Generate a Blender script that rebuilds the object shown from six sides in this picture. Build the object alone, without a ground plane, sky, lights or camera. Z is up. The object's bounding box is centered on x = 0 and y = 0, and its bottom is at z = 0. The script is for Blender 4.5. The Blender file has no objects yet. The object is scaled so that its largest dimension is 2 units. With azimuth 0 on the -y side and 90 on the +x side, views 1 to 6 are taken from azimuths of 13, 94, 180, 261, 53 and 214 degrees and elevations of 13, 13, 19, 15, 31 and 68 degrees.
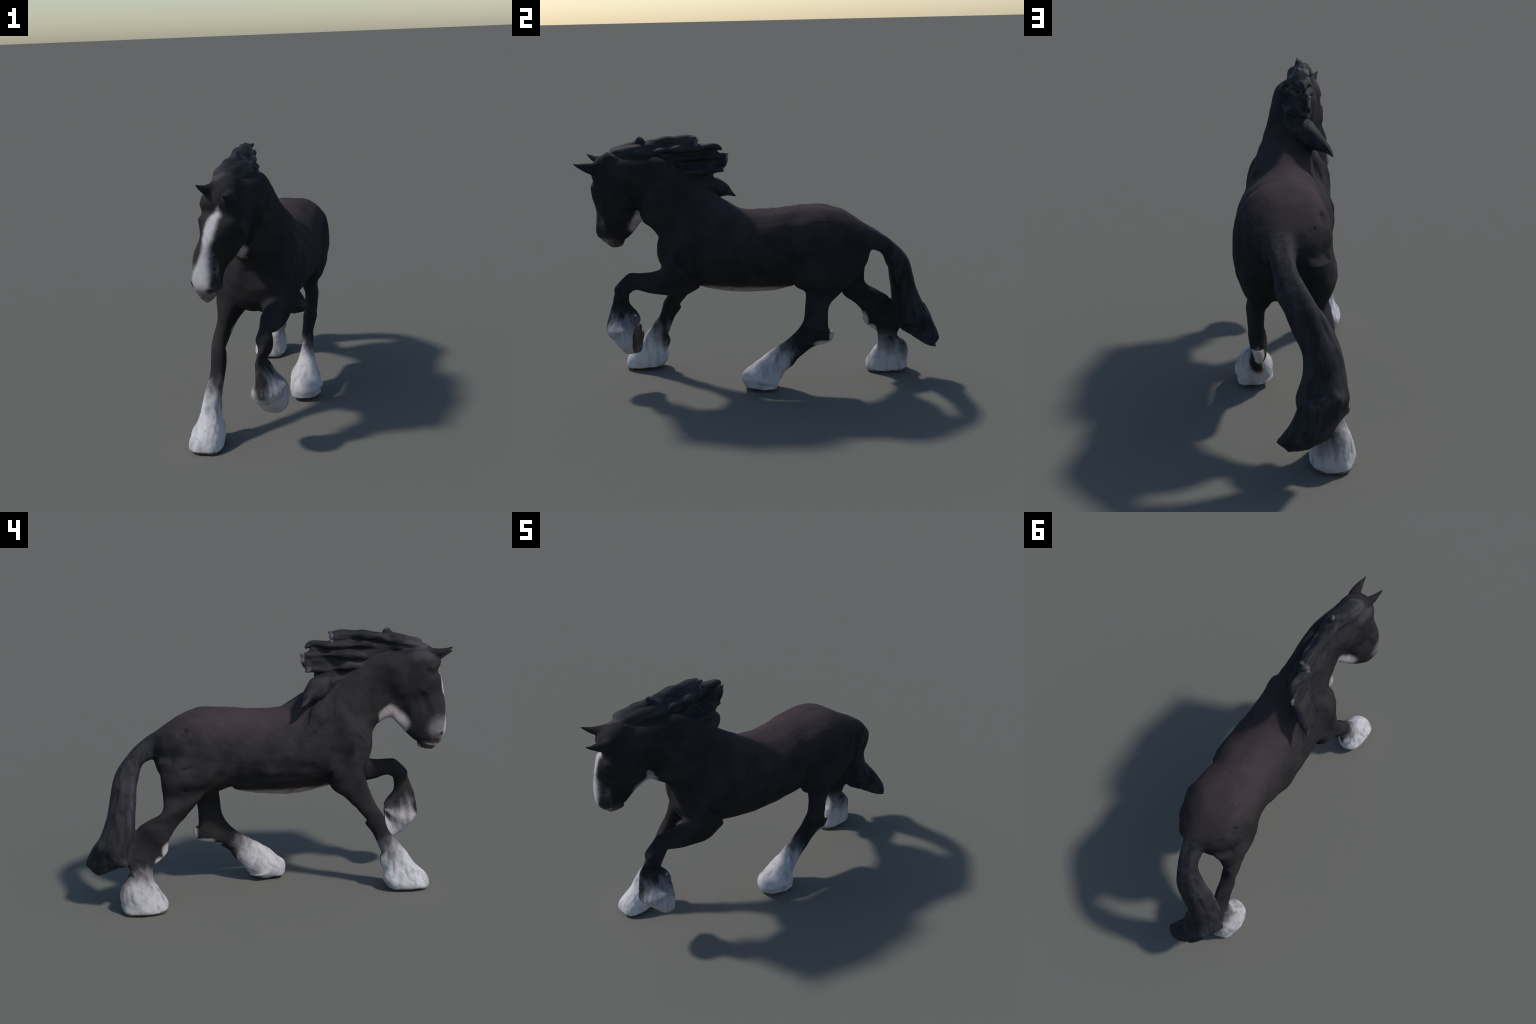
# A heavy draught horse in an extended trot: every body part is a loft through
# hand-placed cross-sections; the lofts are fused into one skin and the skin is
# divided again into anatomical parts whose borders coincide.
import bpy, math, random
import numpy as np
from mathutils import Vector, kdtree

random.seed(7)
rng = np.random.default_rng(7)

# --------------------------------------------------------------------------
# lofting: a section is given by its two edge points in side profile (y, z)
# and its lateral extent (x from, x to); options: n = squareness, e = egg
# shape (positive: broader at the first edge), sx, sy = lean of the two edges
# sideways and of the two sides lengthways (together they turn the section)
# --------------------------------------------------------------------------
def S(yA, zA, yB, zB, x0, x1, n=2.2, e=0.0, sx=0.0, sy=0.0):
    return [yA, zA, yB, zB, x0, x1, n, e, sx, sy]

def catmull(P, sub):
    P = np.asarray(P, float)
    Q = np.vstack([2 * P[0] - P[1], P, 2 * P[-1] - P[-2]])
    out = []
    for i in range(1, len(Q) - 2):
        for k in range(sub):
            t = k / sub
            a, b, c, d = Q[i - 1], Q[i], Q[i + 1], Q[i + 2]
            out.append(0.5 * ((2 * b) + (c - a) * t + (2 * a - 5 * b + 4 * c - d) * t * t
                              + (3 * b - 3 * c + d - a) * t ** 3))
    out.append(Q[-2])
    return np.array(out)

def sections_to_rings(secs, sub=6, seg=40):
    K = catmull(secs, sub)
    th = np.linspace(0, 2 * np.pi, seg, endpoint=False)
    c, s = np.cos(th), np.sin(th)
    rings = []
    for yA, zA, yB, zB, x0, x1, n, e, sx, sy in K:
        pc = np.sign(c) * np.abs(c) ** (2 / n)
        ps = np.sign(s) * np.abs(s) ** (2 / n)
        cy, cz, cx = (yA + yB) / 2, (zA + zB) / 2, (x0 + x1) / 2
        w = (x1 - x0) / 2
        x = cx + w * ps * (1 + e * pc) + sx * pc
        y = cy + (yA - cy) * pc + sy * w * ps
        z = cz + (zA - cz) * pc
        rings.append(np.stack([x, y, z], 1))
    return rings

def loft(rings):
    """verts, faces of a closed loft with domed caps"""
    seg = len(rings[0])
    V = [r for r in rings]
    def cap(r, nb):
        m = r.mean(0)
        d = m - nb.mean(0)
        L = np.linalg.norm(d) + 1e-9
        size = min(np.linalg.norm(r - m, axis=1).mean() * 0.25, L * 1.5)
        return m + d / L * size
    V = np.vstack(V + [cap(rings[0], rings[1])[None], cap(rings[-1], rings[-2])[None]])
    F = []
    for i in range(len(rings) - 1):
        for j in range(seg):
            k = (j + 1) % seg
            F.append((i * seg + j, i * seg + k, (i + 1) * seg + k, (i + 1) * seg + j))
    a, b = len(V) - 2, len(V) - 1
    o = (len(rings) - 1) * seg
    for j in range(seg):
        k = (j + 1) % seg
        F.append((a, k, j))
        F.append((b, o + j, o + k))
    return V, F

def lock(path, sub=8, seg=16, wave=0.0):
    """a lock of hair: path points (x, y, z, half height, half thickness)"""
    K = catmull(path, sub)
    th = np.linspace(0, 2 * np.pi, seg, endpoint=False)
    rings = []
    if wave:                                   # the lock snakes and swells a little
        u = np.linspace(0, 1, len(K)); env = np.sin(np.pi * np.clip(u * .9 + .05, 0, 1))
        ph = path[0][1] * 40
        K[:, 0] += wave * env * np.sin(u * 9 + ph)
        K[:, 2] += wave * .8 * env * np.sin(u * 7 + ph * 1.7)
        K[:, 3] *= 1 + .22 * env * np.sin(u * 11 + ph * .6)
    for i, p in enumerate(K):
        t = K[min(i + 1, len(K) - 1), :3] - K[max(i - 1, 0), :3]
        t = t / np.linalg.norm(t)
        side = np.array([1.0, 0, 0]); side -= t * side.dot(t); side /= np.linalg.norm(side)
        up = np.cross(t, side)
        rings.append(p[:3] + np.outer(np.cos(th) * p[3], up) + np.outer(np.sin(th) * p[4], side))
    return rings

# --------------------------------------------------------------------------
# anatomy
# --------------------------------------------------------------------------
PARTS = {}          # name -> list of ring lists
SECS = {}           # name -> sections of the lofted parts

SECS['torso'] = [
    S(0.591, 0.888, 0.610, 0.742, 0.002, 0.140, 2.20, 0.05, -0.000, 0.00),
    S(0.543, 0.920, 0.579, 0.665, -0.085, 0.188, 2.20, 0.05, -0.000, 0.00),
    S(0.465, 0.968, 0.510, 0.616, -0.131, 0.207, 2.45, 0.05, -0.001, 0.00),
    S(0.384, 0.995, 0.412, 0.562, -0.145, 0.250, 2.45, 0.05, -0.002, 0.00),
    S(0.321, 1.003, 0.376, 0.535, -0.140, 0.237, 2.45, 0.06, 0.002, 0.00),
    S(0.205, 0.998, 0.223, 0.575, -0.134, 0.222, 2.00, 0.06, -0.003, 0.00),
    S(0.098, 0.986, 0.189, 0.555, -0.150, 0.254, 1.80, 0.10, 0.001, 0.00),
    S(0.001, 0.983, 0.088, 0.529, -0.158, 0.256, 1.70, 0.10, 0.006, 0.00),
    S(-0.082, 0.985, -0.082, 0.517, -0.161, 0.248, 1.70, 0.10, 0.006, 0.00),
    S(-0.204, 0.985, -0.215, 0.525, -0.158, 0.239, 1.70, 0.10, 0.006, 0.00),
    S(-0.291, 1.024, -0.332, 0.553, -0.155, 0.234, 1.75, 0.10, 0.006, 0.00),
    S(-0.353, 1.048, -0.403, 0.596, -0.162, 0.229, 1.75, 0.10, 0.010, 0.00),
    S(-0.401, 0.995, -0.464, 0.591, -0.160, 0.216, 1.90, 0.06, 0.015, 0.00),
    S(-0.486, 0.936, -0.520, 0.653, -0.110, 0.178, 2.20, 0.05, -0.005, 0.00),
    S(-0.535, 0.856, -0.546, 0.720, -0.042, 0.132, 2.20, 0.05, -0.007, 0.00),
]
SECS['neck'] = [
    S(-0.065, 0.974, -0.495, 0.710, -0.100, 0.190, 2.20, 0.22, 0.028, 0.00),
    S(-0.180, 1.037, -0.541, 0.798, -0.095, 0.178, 2.20, 0.22, 0.021, 0.00),
    S(-0.309, 1.125, -0.580, 0.864, -0.076, 0.149, 2.00, 0.18, 0.020, 0.00),
    S(-0.444, 1.235, -0.656, 0.922, -0.055, 0.120, 2.00, 0.18, 0.031, 0.00),
    S(-0.545, 1.275, -0.654, 0.984, -0.060, 0.114, 2.00, 0.15, 0.026, 0.00),
    S(-0.689, 1.275, -0.684, 1.017, -0.089, 0.102, 2.00, 0.10, 0.016, 0.00),
    S(-0.789, 1.278, -0.743, 1.058, -0.085, 0.083, 2.00, 0.10, -0.011, 0.00),
]
SECS['head'] = [
    S(-.812, 1.296, -.687, 1.230, -.061, .060, 2.30, -0.00, -0.005, -0.25),
    S(-.887, 1.247, -.665, 1.167, -.095, .072, 2.30, -0.00, -0.021, -0.35),
    S(-.908, 1.192, -.643, 1.087, -.088, .079, 2.30, 0.20, -0.049, -0.45),
    S(-.893, 1.145, -.637, .992, -.092, .076, 2.30, 0.35, -0.032, -0.45),
    S(-.908, 1.122, -.679, .962, -.107, .076, 2.10, 0.35, -0.033, -0.45),
    S(-.920, 1.051, -.642, .926, -.103, .036, 2.10, 0.35, -0.028, -0.45),
    S(-.916, .964, -.696, .849, -.138, -.029, 2.10, 0.35, -0.021, -0.45),
    S(-.916, .833, -.765, .788, -.156, -.033, 2.30, 0.20, -0.018, -0.45),
    S(-.881, .768, -.760, .823, -.124, -.057, 2.30, 0.20, -0.018, -0.45),
    S(-.870, .766, -.771, .786, -.142, -.055, 2.30, 0.20, -0.016, -0.45),
    S(-.848, .735, -.772, .753, -.095, -.086, 2.30, 0.20, -0.012, -0.45),
]
PARTS['ear'] = [lock([(.026, -.850, 1.215, .036, .030), (.034, -.890, 1.206, .034, .029),
                      (.036, -.925, 1.212, .027, .024), (.036, -.955, 1.219, .018, .016),
                      (.034, -.980, 1.225, .010, .009), (.031, -1.001, 1.234, .004, .004)])]
PARTS['ear.001'] = [lock([(-.045, -.830, 1.238, .028, .032), (-.058, -.868, 1.240, .026, .028),
                          (-.072, -.900, 1.245, .020, .020), (-.082, -.925, 1.255, .013, .012),
                          (-.095, -.957, 1.272, .004, .004)])]
SECS['tail'] = [
    S(0.504, 0.945, 0.553, 0.793, 0.000, 0.130, 3.00, 0.00, -0.003, 0.00),
    S(0.608, 0.885, 0.602, 0.753, 0.000, 0.118, 3.00, 0.00, 0.003, 0.00),
    S(0.666, 0.847, 0.603, 0.759, 0.002, 0.102, 3.00, 0.00, 0.006, 0.00),
    S(0.731, 0.794, 0.667, 0.735, -0.012, 0.086, 3.00, 0.00, 0.003, 0.00),
    S(0.815, 0.695, 0.699, 0.663, -0.074, 0.061, 3.00, -0.00, -0.006, 0.00),
    S(0.852, 0.575, 0.713, 0.626, -0.125, 0.013, 2.50, -0.00, -0.003, 0.00),
    S(0.873, 0.495, 0.726, 0.525, -0.174, -0.028, 2.50, -0.00, -0.002, 0.00),
    S(0.909, 0.408, 0.739, 0.424, -0.197, -0.034, 2.50, -0.00, -0.000, 0.00),
    S(0.930, 0.376, 0.772, 0.302, -0.211, -0.011, 2.50, -0.00, -0.001, 0.00),
    S(0.961, 0.316, 0.773, 0.262, -0.193, -0.022, 2.50, -0.00, 0.048, 0.00),
    S(0.996, 0.234, 0.800, 0.261, -0.160, 0.012, 2.50, -0.00, 0.046, 0.00),
    S(0.968, 0.209, 0.888, 0.211, -0.124, 0.043, 2.50, -0.00, 0.037, 0.00),
    S(0.988, 0.185, 0.935, 0.171, -0.025, -0.029, 2.50, -0.00, 0.047, 0.00),
]
SECS['forelimb'] = [
    S(-0.475, 0.774, -0.312, 0.562, 0.033, 0.226, 2.20, 0.30, 0.014, 0.00),
    S(-0.515, 0.678, -0.412, 0.512, 0.061, 0.190, 2.20, 0.25, 0.003, 0.00),
    S(-0.578, 0.645, -0.503, 0.521, 0.078, 0.165, 2.20, 0.00, -0.007, 0.00),
    S(-0.650, 0.642, -0.592, 0.533, 0.084, 0.159, 2.20, 0.00, -0.004, 0.00),
    S(-0.704, 0.643, -0.664, 0.549, 0.096, 0.143, 2.20, 0.00, -0.005, 0.00),
    S(-0.741, 0.615, -0.700, 0.535, 0.100, 0.151, 2.20, 0.00, -0.005, 0.00),
    S(-0.785, 0.566, -0.712, 0.521, 0.086, 0.168, 2.20, 0.00, 0.003, 0.00),
    S(-0.791, 0.527, -0.712, 0.477, 0.095, 0.154, 2.20, -0.20, 0.003, 0.00),
    S(-0.812, 0.467, -0.690, 0.446, 0.090, 0.126, 2.20, -0.20, -0.006, 0.00),
    S(-0.824, 0.420, -0.655, 0.395, 0.084, 0.146, 2.20, -0.20, -0.007, 0.00),
    S(-0.838, 0.361, -0.661, 0.361, 0.086, 0.186, 2.20, 0.00, -0.015, -0.10),
    S(-0.841, 0.310, -0.663, 0.348, 0.070, 0.213, 2.30, 0.00, -0.020, -0.15),
    S(-0.804, 0.265, -0.659, 0.355, 0.070, 0.207, 2.40, -0.00, -0.017, -0.20),
    S(-0.736, 0.197, -0.661, 0.336, 0.092, 0.218, 2.50, -0.00, -0.014, -0.25),
    S(-0.670, 0.192, -0.664, 0.346, 0.069, 0.216, 2.70, -0.00, -0.009, -0.25),
]
SECS['forelimb.001'] = [
    S(-0.463, 0.804, -0.279, 0.605, -0.184, -0.003, 2.20, 0.00, 0.000, 0.00),
    S(-0.465, 0.672, -0.312, 0.555, -0.182, -0.030, 2.20, 0.00, 0.000, 0.00),
    S(-0.492, 0.573, -0.375, 0.505, -0.168, -0.080, 2.20, 0.00, 0.000, 0.00),
    S(-0.524, 0.483, -0.478, 0.391, -0.180, -0.118, 2.20, 0.30, 0.000, 0.00),
    S(-0.567, 0.411, -0.474, 0.370, -0.180, -0.111, 2.20, 0.30, 0.000, 0.00),
    S(-0.593, 0.324, -0.517, 0.309, -0.178, -0.116, 2.20, 0.30, 0.000, 0.00),
    S(-0.642, 0.270, -0.550, 0.209, -0.195, -0.120, 2.20, 0.30, 0.000, 0.00),
    S(-0.686, 0.214, -0.544, 0.160, -0.203, -0.121, 2.20, 0.30, 0.000, 0.00),
    S(-0.722, 0.154, -0.566, 0.113, -0.215, -0.117, 2.20, 0.14, 0.000, 0.00),
    S(-0.794, 0.074, -0.567, 0.087, -0.244, -0.096, 2.20, 0.14, 0.000, 0.00),
    S(-0.810, 0.022, -0.564, 0.056, -0.254, -0.094, 2.60, 0.14, 0.000, 0.00),
    S(-0.800, 0.003, -0.590, 0.016, -0.244, -0.094, 2.60, 0.14, 0.000, 0.00),
]
SECS['hindlimb'] = [
    S(.211, .820, .567, .774, .048, .252, 2.20, -0.00, 0.004),
    S(.197, .678, .581, .687, .081, .243, 2.20, -0.00, 0.012),
    S(.203, .588, .517, .599, .092, .220, 2.20, -0.00, 0.015),
    S(.260, .544, .444, .530, .096, .192, 2.20, -0.02, 0.011),
    S(.257, .476, .384, .455, .121, .198, 2.20, -0.02, 0.009),
    S(.255, .424, .385, .316, .116, .186, 2.20, 0.00, 0.010),
    S(.241, .376, .411, .324, .108, .187, 2.20, 0.02, 0.004),
    S(.202, .318, .398, .264, .110, .168, 2.20, 0.01, 0.006),
    S(.155, .276, .302, .232, .115, .177),
    S(.101, .239, .228, .177, .129, .183, 2.20, 0.00, -0.009),
    S(.046, .197, .179, .121, .110, .208, 2.20, 0.00, 0.009),
    S(-.017, .147, .144, .086, .085, .231, 2.20, -0.00, 0.015),
    S(-.070, .106, .109, .025, .083, .257, 2.20, -0.01, -0.003),
    S(-.093, .067, .112, .029, .085, .246, 2.60, -0.01, 0.010),
    S(-.085, .018, .103, .012, .108, .239, 2.60, -0.01, -0.016),
]
SECS['hindlimb.001'] = [
    S(0.253, 0.809, 0.604, 0.770, -0.145, 0.036, 2.20, 0.00, 0.017, 0.00),
    S(0.292, 0.689, 0.586, 0.665, -0.165, -0.025, 2.20, 0.00, 0.001, 0.00),
    S(0.339, 0.611, 0.580, 0.573, -0.132, -0.052, 2.20, -0.00, 0.003, 0.00),
    S(0.394, 0.551, 0.587, 0.528, -0.150, -0.068, 2.20, 0.00, 0.013, 0.00),
    S(0.476, 0.455, 0.616, 0.495, -0.151, -0.064, 2.20, 0.00, 0.029, 0.00),
    S(0.561, 0.368, 0.699, 0.455, -0.162, -0.088, 2.20, 0.00, 0.000, 0.00),
    S(0.577, 0.291, 0.765, 0.389, -0.149, -0.106, 2.20, 0.00, 0.001, 0.00),
    S(0.644, 0.237, 0.792, 0.292, -0.167, -0.105, 2.20, 0.00, -0.002, 0.00),
    S(0.652, 0.219, 0.777, 0.216, -0.186, -0.101, 2.20, 0.00, 0.016, 0.00),
    S(0.651, 0.153, 0.780, 0.197, -0.209, -0.069, 1.95, 0.00, 0.004, 0.00),
    S(0.625, 0.112, 0.828, 0.141, -0.233, -0.084, 1.95, 0.02, 0.005, 0.00),
    S(0.586, 0.045, 0.828, 0.048, -0.256, -0.070, 1.95, 0.00, 0.000, 0.00),
    S(0.590, 0.012, 0.820, 0.014, -0.254, -0.074, 2.60, 0.00, 0.000, 0.00),
    S(0.598, 0.002, 0.806, 0.002, -0.246, -0.084, 2.60, 0.00, 0.000, 0.00),
]
LEGS = {'forelimb': 8, 'forelimb.001': 6, 'hindlimb': 9, 'hindlimb.001': 7}   # section where the feathered foot begins
for nm in SECS:
    PARTS[nm] = [sections_to_rings(SECS[nm])]

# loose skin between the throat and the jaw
PARTS['head'].append(sections_to_rings([
    S(-.560, .875, -.560, 1.040, -.018, .026),
    S(-.600, .882, -.600, 1.060, -.026, .016),
    S(-.651, .901, -.655, 1.060, -.042, .000),
    S(-.682, .872, -.700, 1.050, -.062, -.020),
    S(-.712, .840, -.745, .960, -.078, -.042),
]))

# the thin end of the mane lies down the right side of the neck to the shoulder
PARTS['neck'].append(
    lock([(.030, -.420, 1.140, .040, .036), (.000, -.350, 1.070, .052, .036), (-.052, -.285, .985, .054, .036),
          (-.090, -.225, .915, .044, .030), (-.120, -.160, .862, .022, .016), (-.138, -.115, .835, .006, .006)], wave=.004))

# mane: a curtain of hair rising from the crest and blown back, with ridged
# locks; the locks end in ragged tips and the curtain is thin between them
PARTS['mane'] = [
    sections_to_rings([
        S(-.868, 1.255, -.830, 1.220, -.050, .015),
        S(-.790, 1.306, -.760, 1.240, -.052, .030),
        S(-.700, 1.328, -.690, 1.240, -.045, .050),
        S(-.610, 1.338, -.610, 1.230, -.030, .055),
        S(-.550, 1.350, -.550, 1.190, -.020, .056, 2.2, -.4, -.015),
        S(-.500, 1.345, -.500, 1.180, -.022, .048, 2.2, -.5, -.020),
        S(-.420, 1.330, -.420, 1.150, -.024, .040, 2.2, -.5, -.022),
        S(-.340, 1.310, -.350, 1.100, -.028, .030, 2.2, -.5, -.018),
        S(-.270, 1.310, -.290, 1.060, -.034, .018, 2.2, -.5, -.014),
        S(-.235, 1.305, -.250, 1.160, -.038, .002),
        S(-.205, 1.280, -.220, 1.185, -.040, -.014),
    ]),
    # the lock behind the forelock, ending in a blunt upright tip
    lock([(-.030, -.800, 1.290, .020, .030), (-.020, -.720, 1.320, .018, .030), (-.004, -.660, 1.335, .020, .024),
          (.004, -.630, 1.345, .024, .016), (.010, -.612, 1.352, .018, .008)]),
    lock([(.004, -.655, 1.335, .016, .020), (.008, -.640, 1.355, .014, .012), (.012, -.628, 1.376, .004, .004)]),
    # second forelock strand on the right of the poll
    lock([(-.050, -.850, 1.240, .014, .018), (-.050, -.770, 1.280, .016, .018), (-.040, -.690, 1.306, .016, .016),
          (-.030, -.620, 1.310, .012, .012)]),
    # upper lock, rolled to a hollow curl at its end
    lock([(.000, -.660, 1.290, .026, .034), (-.014, -.570, 1.338, .024, .028), (-.016, -.470, 1.347, .026, .026),
          (-.016, -.400, 1.346, .027, .027), (-.016, -.350, 1.345, .027, .029), (-.016, -.333, 1.345, .025, .028),
          (-.016, -.336, 1.345, .017, .020), (-.016, -.365, 1.346, .013, .015), (-.016, -.385, 1.347, .006, .008)], wave=.003),
    lock([(-.010, -.360, 1.350, .014, .014), (.004, -.338, 1.360, .012, .010), (.014, -.322, 1.366, .006, .006)]),
    lock([(.030, -.640, 1.250, .020, .030), (.004, -.520, 1.292, .024, .046), (-.008, -.420, 1.302, .022, .046),
          (-.012, -.320, 1.310, .022, .036), (-.012, -.250, 1.322, .020, .024), (-.018, -.214, 1.311, .014, .013),
          (-.024, -.190, 1.295, .006, .005)], wave=.010),
    lock([(.040, -.570, 1.220, .020, .040), (.012, -.450, 1.246, .024, .056), (-.004, -.340, 1.250, .021, .050),
          (-.018, -.260, 1.258, .018, .034), (-.034, -.195, 1.266, .014, .017), (-.043, -.150, 1.275, .005, .005)], wave=.010),
    lock([(.045, -.530, 1.180, .024, .040), (.016, -.410, 1.194, .028, .058), (.002, -.310, 1.186, .024, .048),
          (-.018, -.240, 1.180, .018, .028), (-.042, -.186, 1.176, .007, .007)], wave=.010),
    lock([(.045, -.500, 1.130, .026, .030), (.020, -.370, 1.150, .030, .046), (.004, -.300, 1.150, .024, .038),
          (-.012, -.238, 1.152, .009, .012)], wave=.004),
    # trailing edge that joins the two middle locks
    lock([(-.040, -.172, 1.268, .016, .008), (-.042, -.182, 1.230, .022, .010), (-.042, -.206, 1.192, .016, .009)]),
    # long lower lock, broad at the crest, falling over the right shoulder
    lock([(.036, -.430, 1.130, .046, .050), (.024, -.350, 1.120, .052, .056), (-.010, -.285, 1.108, .054, .056),
          (-.052, -.238, 1.086, .050, .048), (-.098, -.198, 1.062, .040, .034), (-.136, -.164, 1.036, .022, .019),
          (-.156, -.130, 1.014, .004, .005)], wave=.004),
]

# --------------------------------------------------------------------------
# fuse
# --------------------------------------------------------------------------
VOXEL = 0.005
allV, allF, tagP, tagN = [], [], [], []
names = list(PARTS)
off = 0
for nm in names:
    for rings in PARTS[nm]:
        V, F = loft(rings)
        allV.append(V); allF += [tuple(i + off for i in f) for f in F]
        off += len(V)
        lab = np.full(len(V), names.index(nm))
        if nm in LEGS:                      # rings below the cut belong to the foot
            seg = len(rings[0]); r = np.arange(len(V)) // seg
            lab = np.where(r >= LEGS[nm] * 6, 100 + names.index(nm), lab)
            lab[-2] = names.index(nm); lab[-1] = 100 + names.index(nm)
        tagP.append(V); tagN.append(lab)
allV = np.vstack(allV); tagP = np.vstack(tagP); tagN = np.concatenate(tagN)

me = bpy.data.meshes.new('lofts')
me.from_pydata(allV.tolist(), [], allF)
ob = bpy.data.objects.new('lofts', me)
bpy.context.scene.collection.objects.link(ob)
m = ob.modifiers.new('fuse', 'REMESH'); m.mode = 'VOXEL'; m.voxel_size = VOXEL; m.adaptivity = 0
dg = bpy.context.evaluated_depsgraph_get()
skin = bpy.data.meshes.new_from_object(ob.evaluated_get(dg))
bpy.data.objects.remove(ob)

nV = len(skin.vertices)
P = np.empty(nV * 3); skin.vertices.foreach_get('co', P); P = P.reshape(-1, 3)
nE = len(skin.edges)
E = np.empty(nE * 2, int); skin.edges.foreach_get('vertices', E); E = E.reshape(-1, 2)
nF = len(skin.polygons)
LT = np.empty(nF, int); skin.polygons.foreach_get('loop_total', LT)
LV = np.empty(len(skin.loops), int); skin.loops.foreach_get('vertex_index', LV)
assert (LT == 4).all()
Q = LV.reshape(-1, 4)

deg = np.bincount(E.ravel(), minlength=nV).astype(float)[:, None]
def smooth(X, f):
    A = np.zeros_like(X)
    for k in range(X.shape[1]):
        A[:, k] = np.bincount(E[:, 0], X[E[:, 1], k], nV) + np.bincount(E[:, 1], X[E[:, 0], k], nV)
    return X + f * (A / deg - X)
kd = kdtree.KDTree(len(tagP))
for i, p in enumerate(tagP): kd.insert(p, i)
kd.balance()
vlab = np.array([tagN[kd.find(p)[1]] for p in P])
region = np.where(vlab >= 100, vlab - 100, vlab)
vname = np.array(names)[region]

for _ in range(6):
    P = smooth(P, .5)
    P = smooth(P, -.52)
for _ in range(3):
    P = smooth(P, .5)
# fillets: where two lofts of flesh meet, the skin is drawn smoothly across
flesh = ~np.isin(vname, ['mane', 'ear', 'ear.001'])
seam = np.zeros(nV)
dif = (region[E[:, 0]] != region[E[:, 1]]) & flesh[E[:, 0]] & flesh[E[:, 1]]
seam[E[dif].ravel()] = 1
for _ in range(10):
    seam = np.maximum(seam, smooth(seam[:, None], .9)[:, 0] * 1.12)
seam = np.clip(seam * 1.6, 0, 1)[:, None]
for _ in range(45):
    P = P + seam * (smooth(P, .6) - P)

def vertex_normals(X):
    a, b, c, d = (X[Q[:, i]] for i in range(4))
    n = np.cross(c - a, d - b)
    A = np.stack([np.bincount(Q.ravel(), np.repeat(n[:, k], 4), nV) for k in range(3)], 1)
    return A / (np.linalg.norm(A, axis=1, keepdims=True) + 1e-12)
N = vertex_normals(P)

def on(*kinds):
    return np.isin(vname, [n for n in names if n.split('.')[0] in kinds or n in kinds])

SOFT = {}
def soft(*kinds):
    """1 well inside a part, falling to 0 at its borders"""
    if kinds not in SOFT:
        w = on(*kinds).astype(float)[:, None]
        for _ in range(14): w = np.minimum(smooth(w, .8), w + .02)
        SOFT[kinds] = np.clip(w[:, 0] * 2 - 1, 0, 1)
    return SOFT[kinds]

def dent(c, r, depth, side=None):
    """round hollow (depth > 0) or bump (depth < 0)"""
    global P
    c = np.array(c)
    w = np.exp(-((P - c) ** 2).sum(1) / (r * r))
    if side is not None:
        w = w * np.clip((N @ np.array(side)) * 2, 0, 1)
    P = P - N * (w * depth)[:, None]

def crease(path, r, depth, where=None):
    """groove (depth > 0) or ridge (depth < 0) along a polyline, tapering to its ends"""
    global P
    path = np.array(path, float)
    lo, hi = path.min(0) - 3 * r, path.max(0) + 3 * r
    idx = np.where(((P > lo) & (P < hi)).all(1) & (True if where is None else where > .05))[0]
    if len(idx) == 0: return
    X = P[idx]; best = np.full(len(idx), 9.0); tt = np.zeros(len(idx)); m = len(path) - 1
    for i in range(m):
        a, d = path[i], path[i + 1] - path[i]
        t = np.clip(((X - a) @ d) / (d @ d + 1e-12), 0, 1)
        D = np.linalg.norm(X - a - t[:, None] * d, axis=1)
        u = D < best
        best[u] = D[u]; tt[u] = (i + t[u]) / m
    taper = np.clip(np.minimum(tt, 1 - tt) * 5 + .15, 0, 1)
    if where is not None: taper = taper * where[idx]
    P[idx] -= N[idx] * (np.exp(-(best / r) ** 2) * depth * taper)[:, None]

def lumps(scale, amp, where, seed, stretch=(1, 1, 1)):
    """gentle unevenness: a sum of random plane waves"""
    global P
    g = np.random.default_rng(seed)
    k = g.normal(size=(14, 3)) / scale * np.array(stretch); ph = g.uniform(0, 6.28, 14)
    w = np.sin(P @ k.T + ph).sum(1) / 14 ** .5
    P = P + N * (w * amp * where)[:, None]

def flow_grooves(part, loft_no, count, r0, r1, rad, depth, seed, wob=.25, sub=8):
    """hair grooves running along a loft, between fractions r0 and r1 of its length"""
    g = np.random.default_rng(seed)
    rings = PARTS[part][loft_no]; n = len(rings); seg = len(rings[0])
    for _ in range(count):
        a = r0 + (r1 - r0) * g.uniform(0, .6); b = min(a + (r1 - r0) * g.uniform(.3, .6), r1)
        th = g.uniform(0, seg); dr = g.normal(0, wob) * seg / 8
        pts = [rings[int(round(f * (n - 1)))][int(th + dr * (f - a) / (b - a)) % seg] for f in np.linspace(a, b, sub)]
        crease(pts, rad * g.uniform(.7, 1.3), depth * g.choice([1, 1, -.8]) * g.uniform(.5, 1.2), soft(part))

# broad muscle forms: ribs, elbows, shoulder, croup, cheek, thigh
for c, r, d in [((-.135, .090, .850), .100, .017), ((-.135, .000, .860), .070, .007), ((-.140, .030, .670), .070, -.017),
                ((-.130, -.310, .675), .050, -.028), ((-.110, -.250, .950), .040, -.013), ((.173, -.365, .678), .045, -.034),
                ((.117, -.560, 1.050), .050, -.013), ((.205, .475, .855), .070, -.013), ((.205, .254, .900), .050, -.009),
                ((.015, -.825, .970), .045, -.010), ((-.120, .583, .757), .050, .011)]:
    dent(c, r, d)
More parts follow.
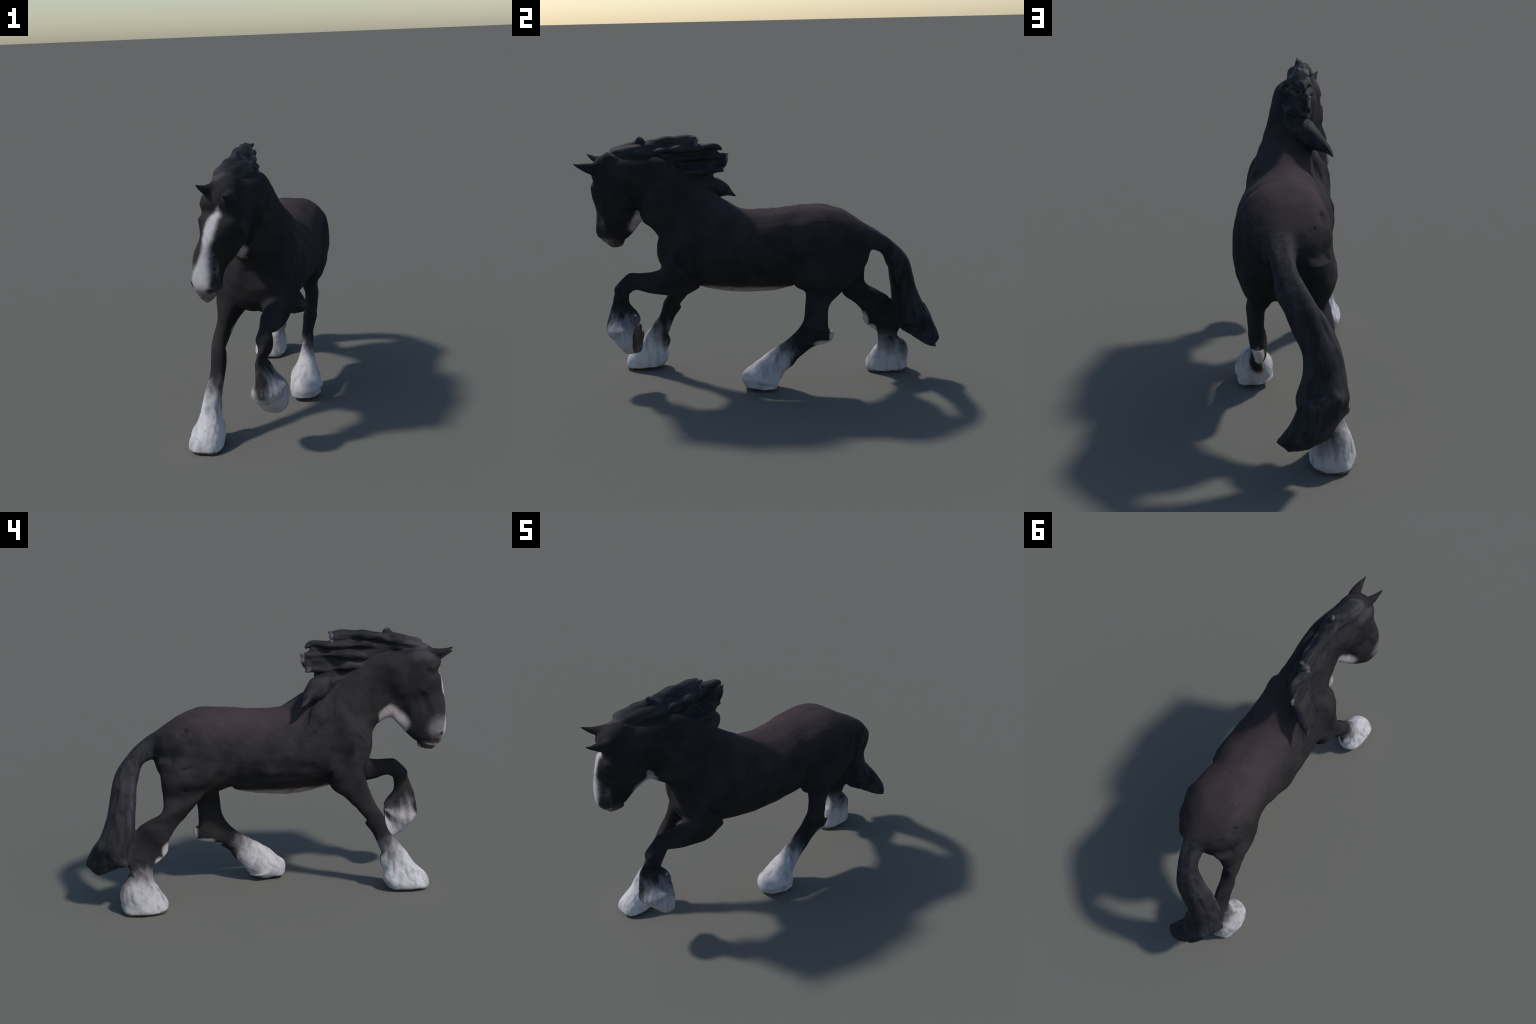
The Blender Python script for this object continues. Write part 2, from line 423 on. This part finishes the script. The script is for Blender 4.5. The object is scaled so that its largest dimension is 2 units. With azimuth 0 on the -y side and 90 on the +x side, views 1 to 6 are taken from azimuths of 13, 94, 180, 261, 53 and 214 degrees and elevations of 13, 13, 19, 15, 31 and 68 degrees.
# muscles and folds
body = on('torso', 'neck', 'hindlimb', 'forelimb').astype(float)
lumps(.050, .0024, body, 3)
lumps(.020, .0011, body, 4)
lumps(.022, .0018, (vlab >= 100).astype(float), 5)
lumps(.010, .0006, (vlab >= 100).astype(float), 6)
for c, r, d in [((-.100, .478, .922), .034, .008), ((-.130, .420, .860), .040, .006), ((-.120, .545, .800), .034, .006),
                ((-.055, .560, .885), .010, .010), ((-.128, .533, .784), .013, .016), ((-.118, .545, .795), .010, .010),
                ((-.146, .469, .613), .016, .006), ((-.126, .152, .777), .012, .014), ((-.160, -.179, .695), .035, .008),
                ((-.160, -.140, .690), .020, .005), ((-.117, -.051, .902), .030, .004), ((-.049, .347, .987), .010, .004),
                ((.048, -.132, .990), .012, .004), ((.042, .675, .841), .014, .003), ((-.014, .815, .695), .016, .004),
                ((-.062, .787, .680), .014, .008), ((-.142, -.424, .458), .014, .004)]:
    dent(c, r, d)
crease([(-.160, .495, .735), (-.158, .470, .731), (-.157, .440, .740), (-.155, .425, .748)], .008, .009)
crease([(-.096, .448, .935), (-.106, .465, .925), (-.108, .482, .914), (-.102, .500, .905)], .014, .015)
crease([(-.076, .530, .898), (-.066, .545, .893), (-.052, .560, .888)], .010, .010)
crease([(-.153, .050, .780), (-.153, .023, .783), (-.150, .000, .785)], .006, .004)
crease([(-.130, .100, .665), (-.135, .067, .646), (-.140, .020, .645), (-.145, -.040, .660)], .014, .006)
crease([(.105, .215, .990), (.080, .222, .996), (.033, .225, .996), (.000, .235, .994)], .008, -.003)
crease([(.085, .066, .978), (.050, .090, .982), (.020, .070, .982)], .008, -.0025)
for k in range(7):
    u = np.linspace(0, 1, 6)
    crease([(-.030 - .105 * t + .010 * math.sin(3 * t + k), -.390 + .022 * k + (.235 - .01 * k) * t ** 1.1,
             1.130 - .010 * k - .270 * t) for t in u], .006, (.004, -.003)[k % 2])
# shoulder, forearm and jugular lines on both sides
for path, r, d in [
    ([(-.137, -.358, .943), (-.153, -.417, .893), (-.130, -.490, .821)], .014, -.006),
    ([(-.136, -.395, .945), (-.139, -.466, .868), (-.100, -.515, .803)], .014, .006),
    ([(-.073, -.316, 1.018), (-.118, -.284, .948), (-.140, -.218, .902), (-.155, -.142, .848)], .018, -.006),
    ([(-.050, -.340, 1.020), (-.100, -.310, .950), (-.130, -.250, .890), (-.150, -.170, .830)], .012, .006),
    ([(-.037, -.413, 1.168), (-.069, -.340, 1.111), (-.073, -.307, 1.015), (-.131, -.260, .921)], .012, .005),
    ([(-.020, -.500, 1.210), (-.058, -.400, 1.130), (-.070, -.350, 1.040), (-.110, -.310, .930)], .012, -.004),
    ([(.190, -.430, .900), (.205, -.470, .820), (.190, -.510, .750)], .018, .005),
    ([(.215, -.330, .880), (.235, -.300, .780), (.235, -.330, .680)], .022, .006),
    ([(.150, -.480, 1.060), (.165, -.470, .980), (.175, -.480, .900)], .020, .004),
    ([(.250, .200, .760), (.248, .220, .680), (.230, .240, .610)], .025, .006),
    ([(-.155, .230, .760), (-.150, .270, .690), (-.150, .310, .620)], .025, .006),
    ([(.205, .560, .800), (.225, .520, .700), (.215, .470, .600)], .022, .004)]:
    crease(path, r, d * 1.5)
# hollows under the jaw and behind the cheek
for c, r, d in [((-.090, -.690, .930), .036, .020), ((-.080, -.668, .970), .030, .012), ((.030, -.680, .975), .034, .016), ((.060, -.665, 1.020), .030, .010)]:
    dent(c, r, d)
# face: eye sockets, cheek crests, nostrils, mouth
FACE = soft('head')
lat = np.array([.88, -.47, 0]); fwd = np.array([-.47, -.88, 0])
dent((.014, -.897, 1.121), .018, .006); dent((.020, -.896, 1.096), .016, -.006); dent((.016, -.905, 1.142), .014, -.002)
dent((-.116, -.821, 1.157), .018, .009); dent((-.121, -.839, 1.115), .018, -.006); dent((-.112, -.835, 1.172), .014, -.004)
dent((-.122, -.721, 1.150), .016, .005)
crease([(-.118, -.771, 1.075), (-.123, -.821, 1.037), (-.134, -.842, .960), (-.140, -.850, .930)], .014, -.005, FACE)
crease([(-.112, -.780, 1.040), (-.122, -.800, .990), (-.136, -.810, .930)], .016, .005, FACE)
crease([(.062, -.830, 1.080), (.045, -.850, 1.020), (.015, -.860, .950)], .014, -.004, FACE)
crease([(.060, -.790, 1.030), (.040, -.800, .970), (.010, -.810, .910)], .018, .006, FACE)
dent((-.069, -.909, .797), .014, .010); dent((-.160, -.880, .822), .013, .010)
dent((-.055, -.900, .812), .012, -.004); dent((-.160, -.862, .835), .012, -.004)
crease([(-.045, -.835, .778), (-.062, -.868, .768), (-.095, -.885, .764), (-.135, -.860, .772), (-.145, -.815, .790)], .007, .003, FACE)
# hollows between the locks of the mane, on both faces
lumps(.035, .0035, soft('mane'), 8)
for c in [(-.012, -.475, 1.322), (-.012, -.440, 1.324), (-.012, -.350, 1.278), (-.014, -.300, 1.282), (.000, -.390, 1.220), (-.010, -.320, 1.216)]:
    dent(c, .024, .011)
# hair grooves
flow_grooves('tail', 0, 26, .24, .78, .011, .0036, 11)
flow_grooves('tail', 0, 24, .55, .90, .013, .007, 12)
for i in range(1, len(PARTS['mane'])):
    flow_grooves('mane', i, 5, .05, .95, .005, .0028, 20 + i, .1)
flow_grooves('mane', 0, 26, .35, .95, .006, .003, 40, .3)
for k, nm in enumerate(LEGS):
    n = len(SECS[nm])
    flow_grooves(nm, 0, 26, LEGS[nm] / n, .93, .010, .0022, 60 + k, .6, 10)

def ease(c, r, times):
    """local smoothing"""
    global P
    w = np.exp(-(((P - np.array(c)) / r) ** 2).sum(1))[:, None]
    for _ in range(times): P = P + w * (smooth(P, .7) - P)
ease((.060, .555, .905), .060, 40); ease((.060, .600, .880), .050, 20)
ease((.000, .960, .180), .050, 25); ease((-.070, .890, .180), .050, 20)
ease((-.066, -.690, .890), .030, 25); ease((-.020, -.912, 1.150), .045, 18); ease((-.030, -.860, 1.270), .040, 25)
P = smooth(P, .35)
P[:, 2] = np.maximum(P[:, 2], 0.0)
N = vertex_normals(P)

# --------------------------------------------------------------------------
# divide the skin by region
# --------------------------------------------------------------------------
C = P[Q].mean(1)
lab = np.array([tagN[kd.find(c)[1]] for c in C])
def majority(lab, times):
    """smooth borders: each label is spread over the skin and the strongest wins"""
    L = np.unique(lab)
    cnt = np.bincount(Q.ravel(), minlength=nV)[:, None]
    W = np.stack([np.bincount(Q.ravel(), np.repeat(lab == l, 4).astype(float), nV) for l in L], 1) / cnt
    for _ in range(times):
        W = smooth(W, .9)
    return L[W[Q].sum(1).argmax(1)]
lab = majority(lab, 24)
lab[(lab == names.index('tail')) & (C[:, 1] < .585)] = names.index('torso')
lab = majority(lab, 4)

# horn of the hooves: the soles and the rims that show below the feather
fn = np.cross(P[Q[:, 2]] - P[Q[:, 0]], P[Q[:, 3]] - P[Q[:, 1]])
fn /= np.linalg.norm(fn, axis=1, keepdims=True) + 1e-12
HOOF = 200
ragged = .003 * np.sin(C[:, 0] * 40 + 2 * np.sin(C[:, 1] * 30))
for i, nm in enumerate(names):
    if nm not in LEGS: continue
    foot = lab == 100 + i
    if nm == 'forelimb':
        sole = foot & (fn[:, 1] > .70) & (C[:, 2] < .352) & (C[:, 0] > .082)
    else:
        sole = foot & ((C[:, 2] < .017 + ragged) | ((fn[:, 2] < -.75) & (C[:, 2] < .03)))
    lab[sole] = HOOF + i
lab = majority(lab, 2)

# --------------------------------------------------------------------------
# materials: colours and fine grain on object coordinates (all parts share
# one origin, so the coordinates run on from part to part)
# --------------------------------------------------------------------------
class Nodes:
    def __init__(self, name, rough=.85, spec=.06):
        self.mat = bpy.data.materials.new(name); self.mat.use_nodes = True
        self.t = self.mat.node_tree
        self.b = self.t.nodes['Principled BSDF']
        self.b.inputs['Roughness'].default_value = rough
        self.b.inputs['Specular IOR Level'].default_value = spec
        self.co = self.t.nodes.new('ShaderNodeTexCoord').outputs['Object']
    def new(self, kind, **kw):
        n = self.t.nodes.new(kind)
        for k, v in kw.items(): setattr(n, k, v)
        return n
    def put(self, sock, v):
        if isinstance(v, bpy.types.NodeSocket): self.t.links.new(v, sock)
        else: sock.default_value = v
    def math(self, op, a, b=0.0, c=0.0, clamp=False):
        n = self.new('ShaderNodeMath', operation=op, use_clamp=clamp)
        for s, v in zip(n.inputs, (a, b, c)): self.put(s, v)
        return n.outputs[0]
    def vmath(self, op, a, b=(0, 0, 0)):
        n = self.new('ShaderNodeVectorMath', operation=op)
        self.put(n.inputs[0], a); self.put(n.inputs[1], b)
        return n.outputs['Value'] if op in ('DOT_PRODUCT', 'LENGTH') else n.outputs['Vector']
    def noise(self, scale, detail=3, stretch=(1, 1, 1), rot=(0, 0, 0), rough=.55, dist=0.0):
        m = self.new('ShaderNodeMapping'); self.put(m.inputs['Vector'], self.co)
        m.inputs['Rotation'].default_value = rot; m.inputs['Scale'].default_value = stretch
        n = self.new('ShaderNodeTexNoise'); self.put(n.inputs['Vector'], m.outputs[0])
        n.inputs['Scale'].default_value = scale; n.inputs['Detail'].default_value = detail
        n.inputs['Roughness'].default_value = rough; n.inputs['Distortion'].default_value = dist
        return n.outputs[0]
    def ramp(self, v, lo, hi):
        """smooth 0..1 between lo and hi"""
        n = self.new('ShaderNodeMapRange', interpolation_type='SMOOTHSTEP')
        self.put(n.inputs[0], v); self.put(n.inputs[1], lo); self.put(n.inputs[2], hi)
        return n.outputs[0]
    def mix(self, f, a, b):
        n = self.new('ShaderNodeMix', data_type='RGBA')
        self.put(n.inputs[0], f)
        for s, v in ((n.inputs[6], a), (n.inputs[7], b)):
            self.put(s, (*v, 1) if isinstance(v, tuple) and len(v) == 3 else v)
        return n.outputs[2]
    def axis(self, p0, p1, wob=0.0, wscale=20, **kw):
        """0 at p0, 1 at p1 along the line between them, edges broken by noise"""
        p0, p1 = Vector(p0), Vector(p1); d = (p1 - p0); k = d / d.length_squared
        v = self.math('ADD', self.vmath('DOT_PRODUCT', self.co, tuple(k)), -p0.dot(k))
        if wob:
            v = self.math('ADD', v, self.math('MULTIPLY', self.math('SUBTRACT', self.noise(wscale, **kw), .5), 2 * wob))
        return v
    def blob(self, c, r, soft=.3, wob=.2, wscale=25):
        """1 inside an ellipsoid, 0 outside, ragged by noise"""
        q = self.vmath('DIVIDE', self.vmath('SUBTRACT', self.co, c), r)
        v = self.vmath('LENGTH', q)
        v = self.math('ADD', v, self.math('MULTIPLY', self.math('SUBTRACT', self.noise(wscale), .5), 2 * wob))
        return self.ramp(v, 1 + soft, 1 - soft)
    def bump(self, h, dist, strength=1.0):
        n = self.new('ShaderNodeBump'); n.inputs['Distance'].default_value = dist
        n.inputs['Strength'].default_value = strength
        self.put(n.inputs['Height'], h)
        self.t.links.new(n.outputs[0], self.b.inputs['Normal'])
    def done(self, col):
        self.put(self.b.inputs['Base Color'], (*col, 1) if isinstance(col, tuple) else col)
        return self.mat

PALE = (.40, .345, .340)  # darkened to match the shade under the throat
HOCK = (.52, .44, .41)
WEB = ((-.020, -.640, .915), (.055, .064, .060), .25, .4, 22)
FLANK = (.0325, .0300, .0308)
BLACK = (.0215, .0210, .0225)
WARM = (.0520, .0400, .0430)
WHITE = (.535, .520, .532)
GREYISH = (.430, .410, .420)

def coat_base(g):
    """black coat, turning warm brown along the back and croup, faintly mottled"""
    m = g.noise(7, 4, rough=.6)
    c = g.mix(g.ramp(m, .35, .68), BLACK, FLANK)
    back = g.blob((.04, .17, 1.05), (.23, .46, .22), .45, .25, 9)
    c = g.mix(g.math('MULTIPLY', back, .95), c, WARM)
    red = g.math('MULTIPLY', back, g.ramp(g.noise(16, 3), .5, .75))
    c = g.mix(g.math('MULTIPLY', red, .5), c, (.068, .047, .051))
    grey = g.ramp(g.noise(30, 3), .58, .75)
    c = g.mix(g.math('MULTIPLY', grey, .22), c, (.045, .045, .050))
    return c

def hair_bump(g, stretch=(1, 1, 1), rot=(0, 0, 0), scale=60, dist=.002):
    g.bump(g.noise(scale, 4, stretch, rot), dist)

def torso_coat():
    g = Nodes('black_coat'); c = coat_base(g)
    nz = g.vmath('DOT_PRODUCT', g.new('ShaderNodeNewGeometry').outputs['Normal'], (0, 0, 1))
    low = g.math('MULTIPLY', g.blob((.045, -.06, .520), (.16, .34, .060), .25, .22, 14),
                 g.ramp(g.math('ADD', nz, g.math('MULTIPLY', g.noise(12), .3)), -.35, -.75))
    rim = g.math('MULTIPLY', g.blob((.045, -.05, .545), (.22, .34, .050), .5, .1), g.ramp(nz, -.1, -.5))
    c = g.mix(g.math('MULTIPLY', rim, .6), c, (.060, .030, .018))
    c = g.mix(low, c, PALE)
    c = g.mix(g.blob(*WEB), c, PALE)
    hair_bump(g, (1, .35, 1), (0, 0, 0), 70, .0015)
    return g.done(c)

def head_coat():
    g = Nodes('head_coat'); c = coat_base(g)
    sep = g.new('ShaderNodeSeparateXYZ'); g.put(sep.inputs[0], g.co)
    z = sep.outputs[2]
    s = g.vmath('DOT_PRODUCT', g.co, tuple(lat)); f = g.vmath('DOT_PRODUCT', g.co, tuple(fwd))
    wav = g.math('MULTIPLY', g.math('SUBTRACT', g.noise(22, 3), .5), .022)
    # centre line and half width of the blaze change down the face
    fc = g.new('ShaderNodeFloatCurve'); fw = g.new('ShaderNodeFloatCurve')
    zz = g.math('MULTIPLY', g.math('SUBTRACT', z, .74), 1 / .46)          # 0 at the lip, 1 at the poll
    for node, pts in ((fc, BLAZE_MID), (fw, BLAZE_HALF)):
        cv = node.mapping.curves[0]
        cv.points[0].location = pts[0]; cv.points[1].location = pts[-1]
        for p in pts[1:-1]: cv.points.new(*p)
        node.mapping.update(); g.put(node.inputs['Value'], zz)
    mid = g.math('SUBTRACT', g.math('MULTIPLY', fc.outputs[0], .3), -.20) # stored as (s - .20) / .3
    off = g.math('ABSOLUTE', g.math('SUBTRACT', s, mid))
    half = g.math('ADD', g.math('MULTIPLY', fw.outputs[0], .1), g.math('SUBTRACT', wav, .012))
    blaze = g.ramp(g.math('SUBTRACT', half, off), -.012, .015)
    front = g.ramp(g.math('ADD', f, g.math('MULTIPLY', wav, .5)), .770, .800)
    blaze = g.math('MULTIPLY', blaze, front)
    c = g.mix(blaze, c, g.mix(g.ramp(g.noise(40), .35, .7), (.44, .42, .44), (.50, .485, .50)))
    # grizzled white over the muzzle, pinkish lips and dark nostrils
    muz = g.math('MULTIPLY', g.blob((-.135, -.865, .865), (.056, .056, .056), .5, .4, 30), .42)
    c = g.mix(muz, c, (.33, .31, .32))
    lip = g.blob((-.105, -.870, .768), (.075, .075, .062), .5, .3, 30)
    c = g.mix(g.math('MULTIPLY', lip, .85), c, g.mix(g.ramp(g.noise(45), .4, .65), (.115, .086, .080), (.215, .168, .158)))
    for cc, rr in (((-.068, -.912, .795), .019), ((-.163, -.882, .822), .017)):
        c = g.mix(g.blob(cc, (rr, rr, rr * 1.2), .35, .25, 40), c, (.022, .019, .020))
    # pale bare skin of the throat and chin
    web = g.blob(*WEB)
    chin = g.blob((-.064, -.690, .882), (.048, .042, .052), .4, .4, 22)
    c = g.mix(web, c, PALE); c = g.mix(chin, c, PALE)
    chin2 = g.blob((-.095, -.772, .757), (.022, .016, .014), .3, .2)
    c = g.mix(chin2, c, (.30, .26, .27))
    c = g.mix(g.math('MULTIPLY', g.blob((-.085, -.800, 1.235), (.030, .070, .030), .6, .6, 24), .35), c, (.100, .095, .108))  # whitish highlight by the right ear, painted as a grey blob
    hair_bump(g, (1, 1, .35), (0, 0, 0), 80, .001)
    return g.done(c)

def leg_coat(name, p0, p1, dirn, dark_blobs=(), pale_blobs=(), grey=.35, white=WHITE):
    """black above, breaking through streaks of grey into white feather below"""
    g = Nodes(name); c = coat_base(g)
    rot = Vector(dirn).rotation_difference(Vector((0, 0, 1))).to_euler()
    streak = g.noise(26, 5, (1, 1, .2), tuple(rot), .62, .45)
    blot = g.noise(17, 4, (1, 1, .6), tuple(rot), .6)
    t = g.axis(p0, p1)
    t = g.math('ADD', t, g.math('MULTIPLY', g.math('SUBTRACT', streak, .5), 1.1))
    t = g.math('ADD', t, g.math('MULTIPLY', g.math('SUBTRACT', blot, .5), .8))
    for cc, rr, k in dark_blobs:
        t = g.math('SUBTRACT', t, g.math('MULTIPLY', g.blob(cc, rr, .5, .3, 30), k))
    w = g.mix(g.ramp(streak, .30, .56), g.mix(grey, (.44, .43, .45), (.25, .24, .25)), white)
    w = g.mix(g.math('MULTIPLY', g.ramp(blot, .52, .74), grey), w, (.27, .265, .285))
    c = g.mix(g.ramp(t, -.05, .6), c, (.150, .140, .145))
    c = g.mix(g.ramp(t, .3, 1.25), c, w)
    for cc, rr in pale_blobs:
        c = g.mix(g.blob(cc, rr, .28, .25, 24), c, HOCK)
    g.bump(streak, .0025)
    return g.done(c)

def hair_mat(name, stretch, tips=()):
    g = Nodes(name, .7, .15)
    st = g.noise(34, 5, stretch, (0, 0, 0), .6, .5)
    c = g.mix(g.ramp(st, .36, .66), (.0150, .0150, .0185), (.0330, .0315, .0350))
    c = g.mix(g.math('MULTIPLY', g.ramp(g.noise(9, 3, stretch), .50, .70), .55), c, (.068, .064, .076))  # bluish-grey sheen highlights painted into the hair colour
    if tips: c = g.mix(g.math('MULTIPLY', g.blob((-.045, -.780, 1.280), (.045, .075, .050), .6, .6, 24), .35), c, (.100, .095, .108))  # lightened at the poll to carry the bright streak onto the mane
    for cc, rr in tips:
        c = g.mix(g.blob(cc, rr, .3, .25, 40), c, (.14, .125, .133))
    g.bump(st, .004)
    return g.done(c)

def horn():
    g = Nodes('hoof_horn', .6, .3)
    n = g.noise(24, 4, (1, 1, 3))
    return g.done(g.mix(g.ramp(n, .38, .66), (.11, .070, .052), (.34, .265, .21)))

def sole_horn():
    g = Nodes('hoof_sole', .7, .2)
    n = g.noise(24, 4, (1, 1, .3))
    return g.done(g.mix(g.ramp(n, .38, .66), (.045, .036, .034), (.13, .105, .095)))

def eye_mat():
    g = Nodes('eye', .55, .15)
    return g.done((.012, .010, .010))

BLAZE_MID = [(0.000, 0.417), (0.130, 0.417), (0.254, 0.433), (0.380, 0.480), (0.491, 0.527), (0.587, 0.560), (0.663, 0.577), (0.783, 0.623), (0.891, 0.683), (0.935, 0.707)]
BLAZE_HALF = [(0.000, 0.420), (0.130, 0.580), (0.254, 0.560), (0.380, 0.410), (0.491, 0.310), (0.587, 0.290), (0.663, 0.380), (0.783, 0.390), (0.870, 0.280), (0.924, 0.160), (0.978, 0.000)]

MATS = {
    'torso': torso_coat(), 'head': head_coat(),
    'tail': hair_mat('tail_hair', (1, 1, .2)),
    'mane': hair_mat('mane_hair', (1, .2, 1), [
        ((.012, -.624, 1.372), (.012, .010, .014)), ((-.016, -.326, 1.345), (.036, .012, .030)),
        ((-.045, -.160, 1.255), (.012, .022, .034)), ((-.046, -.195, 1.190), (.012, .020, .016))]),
    'forelimb': leg_coat('left_fore_coat', (.14, -.745, .435), (.14, -.750, .315), (0, 0, 1),
        [((.120, -.835, .340), (.030, .035, .060), .9)],
        [((.125, -.610, .522), (.045, .070, .014)), ((.150, -.672, .412), (.014, .014, .010))], .8, GREYISH),
    'forelimb.001': leg_coat('right_fore_coat', (-.150, -.580, .315), (-.178, -.640, .170), (.1, .45, .9),
        [((-.130, -.560, .170), (.040, .035, .060), .5)],
        [((-.100, -.385, .500), (.030, .070, .035)), ((-.170, -.575, .022), (.05, .03, .016))], .55),
    'hindlimb': leg_coat('left_hind_coat', (.15, .220, .240), (.15, .100, .155), (0, .65, .75),
        [((.150, .215, .150), (.050, .040, .045), .5)],
        [((.146, .415, .300), (.045, .028, .060)), ((.138, .360, .250), (.040, .062, .024)), ((.128, .290, .222), (.014, .03, .014))], .5, (.50, .48, .49)),
    'hindlimb.001': leg_coat('right_hind_coat', (-.130, .715, .250), (-.140, .705, .130), (0, .25, .97),
        [((-.130, .810, .120), (.060, .040, .090), .5)],
        [((-.128, .580, .305), (.030, .026, .055)), ((-.130, .625, .258), (.026, .030, .026))], .9, (.46, .44, .45)),
}
MATS['neck'] = MATS['torso']
EARM = Nodes('ear_coat'); MATS['ear'] = MATS['ear.001'] = EARM.done(coat_base(EARM))
HORN, SOLE = horn(), sole_horn()

root = bpy.data.objects.new('draught_horse', None)
bpy.context.scene.collection.objects.link(root)
root['label'] = 'black heavy draught horse trotting, white feathered feet, white blaze'
root['category'] = 'horse'

def make_part(name, faces, mat, parent):
    vs, inv = np.unique(Q[faces].ravel(), return_inverse=True)
    m = bpy.data.meshes.new(name)
    m.from_pydata(P[vs].tolist(), [], inv.reshape(-1, 4).tolist())
    m.polygons.foreach_set('use_smooth', [True] * len(m.polygons))
    m.materials.append(mat)
    m.update()
    m.normals_split_custom_set_from_vertices(N[vs].tolist())
    o = bpy.data.objects.new(name, m)
    bpy.context.scene.collection.objects.link(o)
    o.parent = parent
    return o

for i, nm in enumerate(names):
    o = make_part(nm.split('.')[0], np.where(lab == i)[0], MATS[nm], root)
    if nm == 'head': head = o
    if nm in LEGS:
        make_part('foot', np.where(lab == 100 + i)[0], MATS[nm], o)
        make_part('hoof', np.where(lab == HOOF + i)[0], SOLE if nm == 'forelimb' else HORN, o)

# eyes, set into the sockets
EYE = eye_mat()
def ball(name, c, r, mat, parent):
    rings = [np.stack([c[0] + r * math.sin(a) * np.cos(np.linspace(0, 2 * np.pi, 24, endpoint=False)),
                       c[1] + r * math.sin(a) * np.sin(np.linspace(0, 2 * np.pi, 24, endpoint=False)),
                       np.full(24, c[2] + r * math.cos(a))], 1) for a in np.linspace(.05, math.pi - .05, 14)]
    V, F = loft(rings)
    m = bpy.data.meshes.new(name); m.from_pydata(V.tolist(), [], F)
    m.polygons.foreach_set('use_smooth', [True] * len(F)); m.materials.append(mat); m.update()
    o = bpy.data.objects.new(name, m); bpy.context.scene.collection.objects.link(o); o.parent = parent
ball('eye', (.020, -.880, 1.121), .011, EYE, head)
ball('eye', (-.096, -.823, 1.157), .011, EYE, head)
bpy.data.meshes.remove(skin)
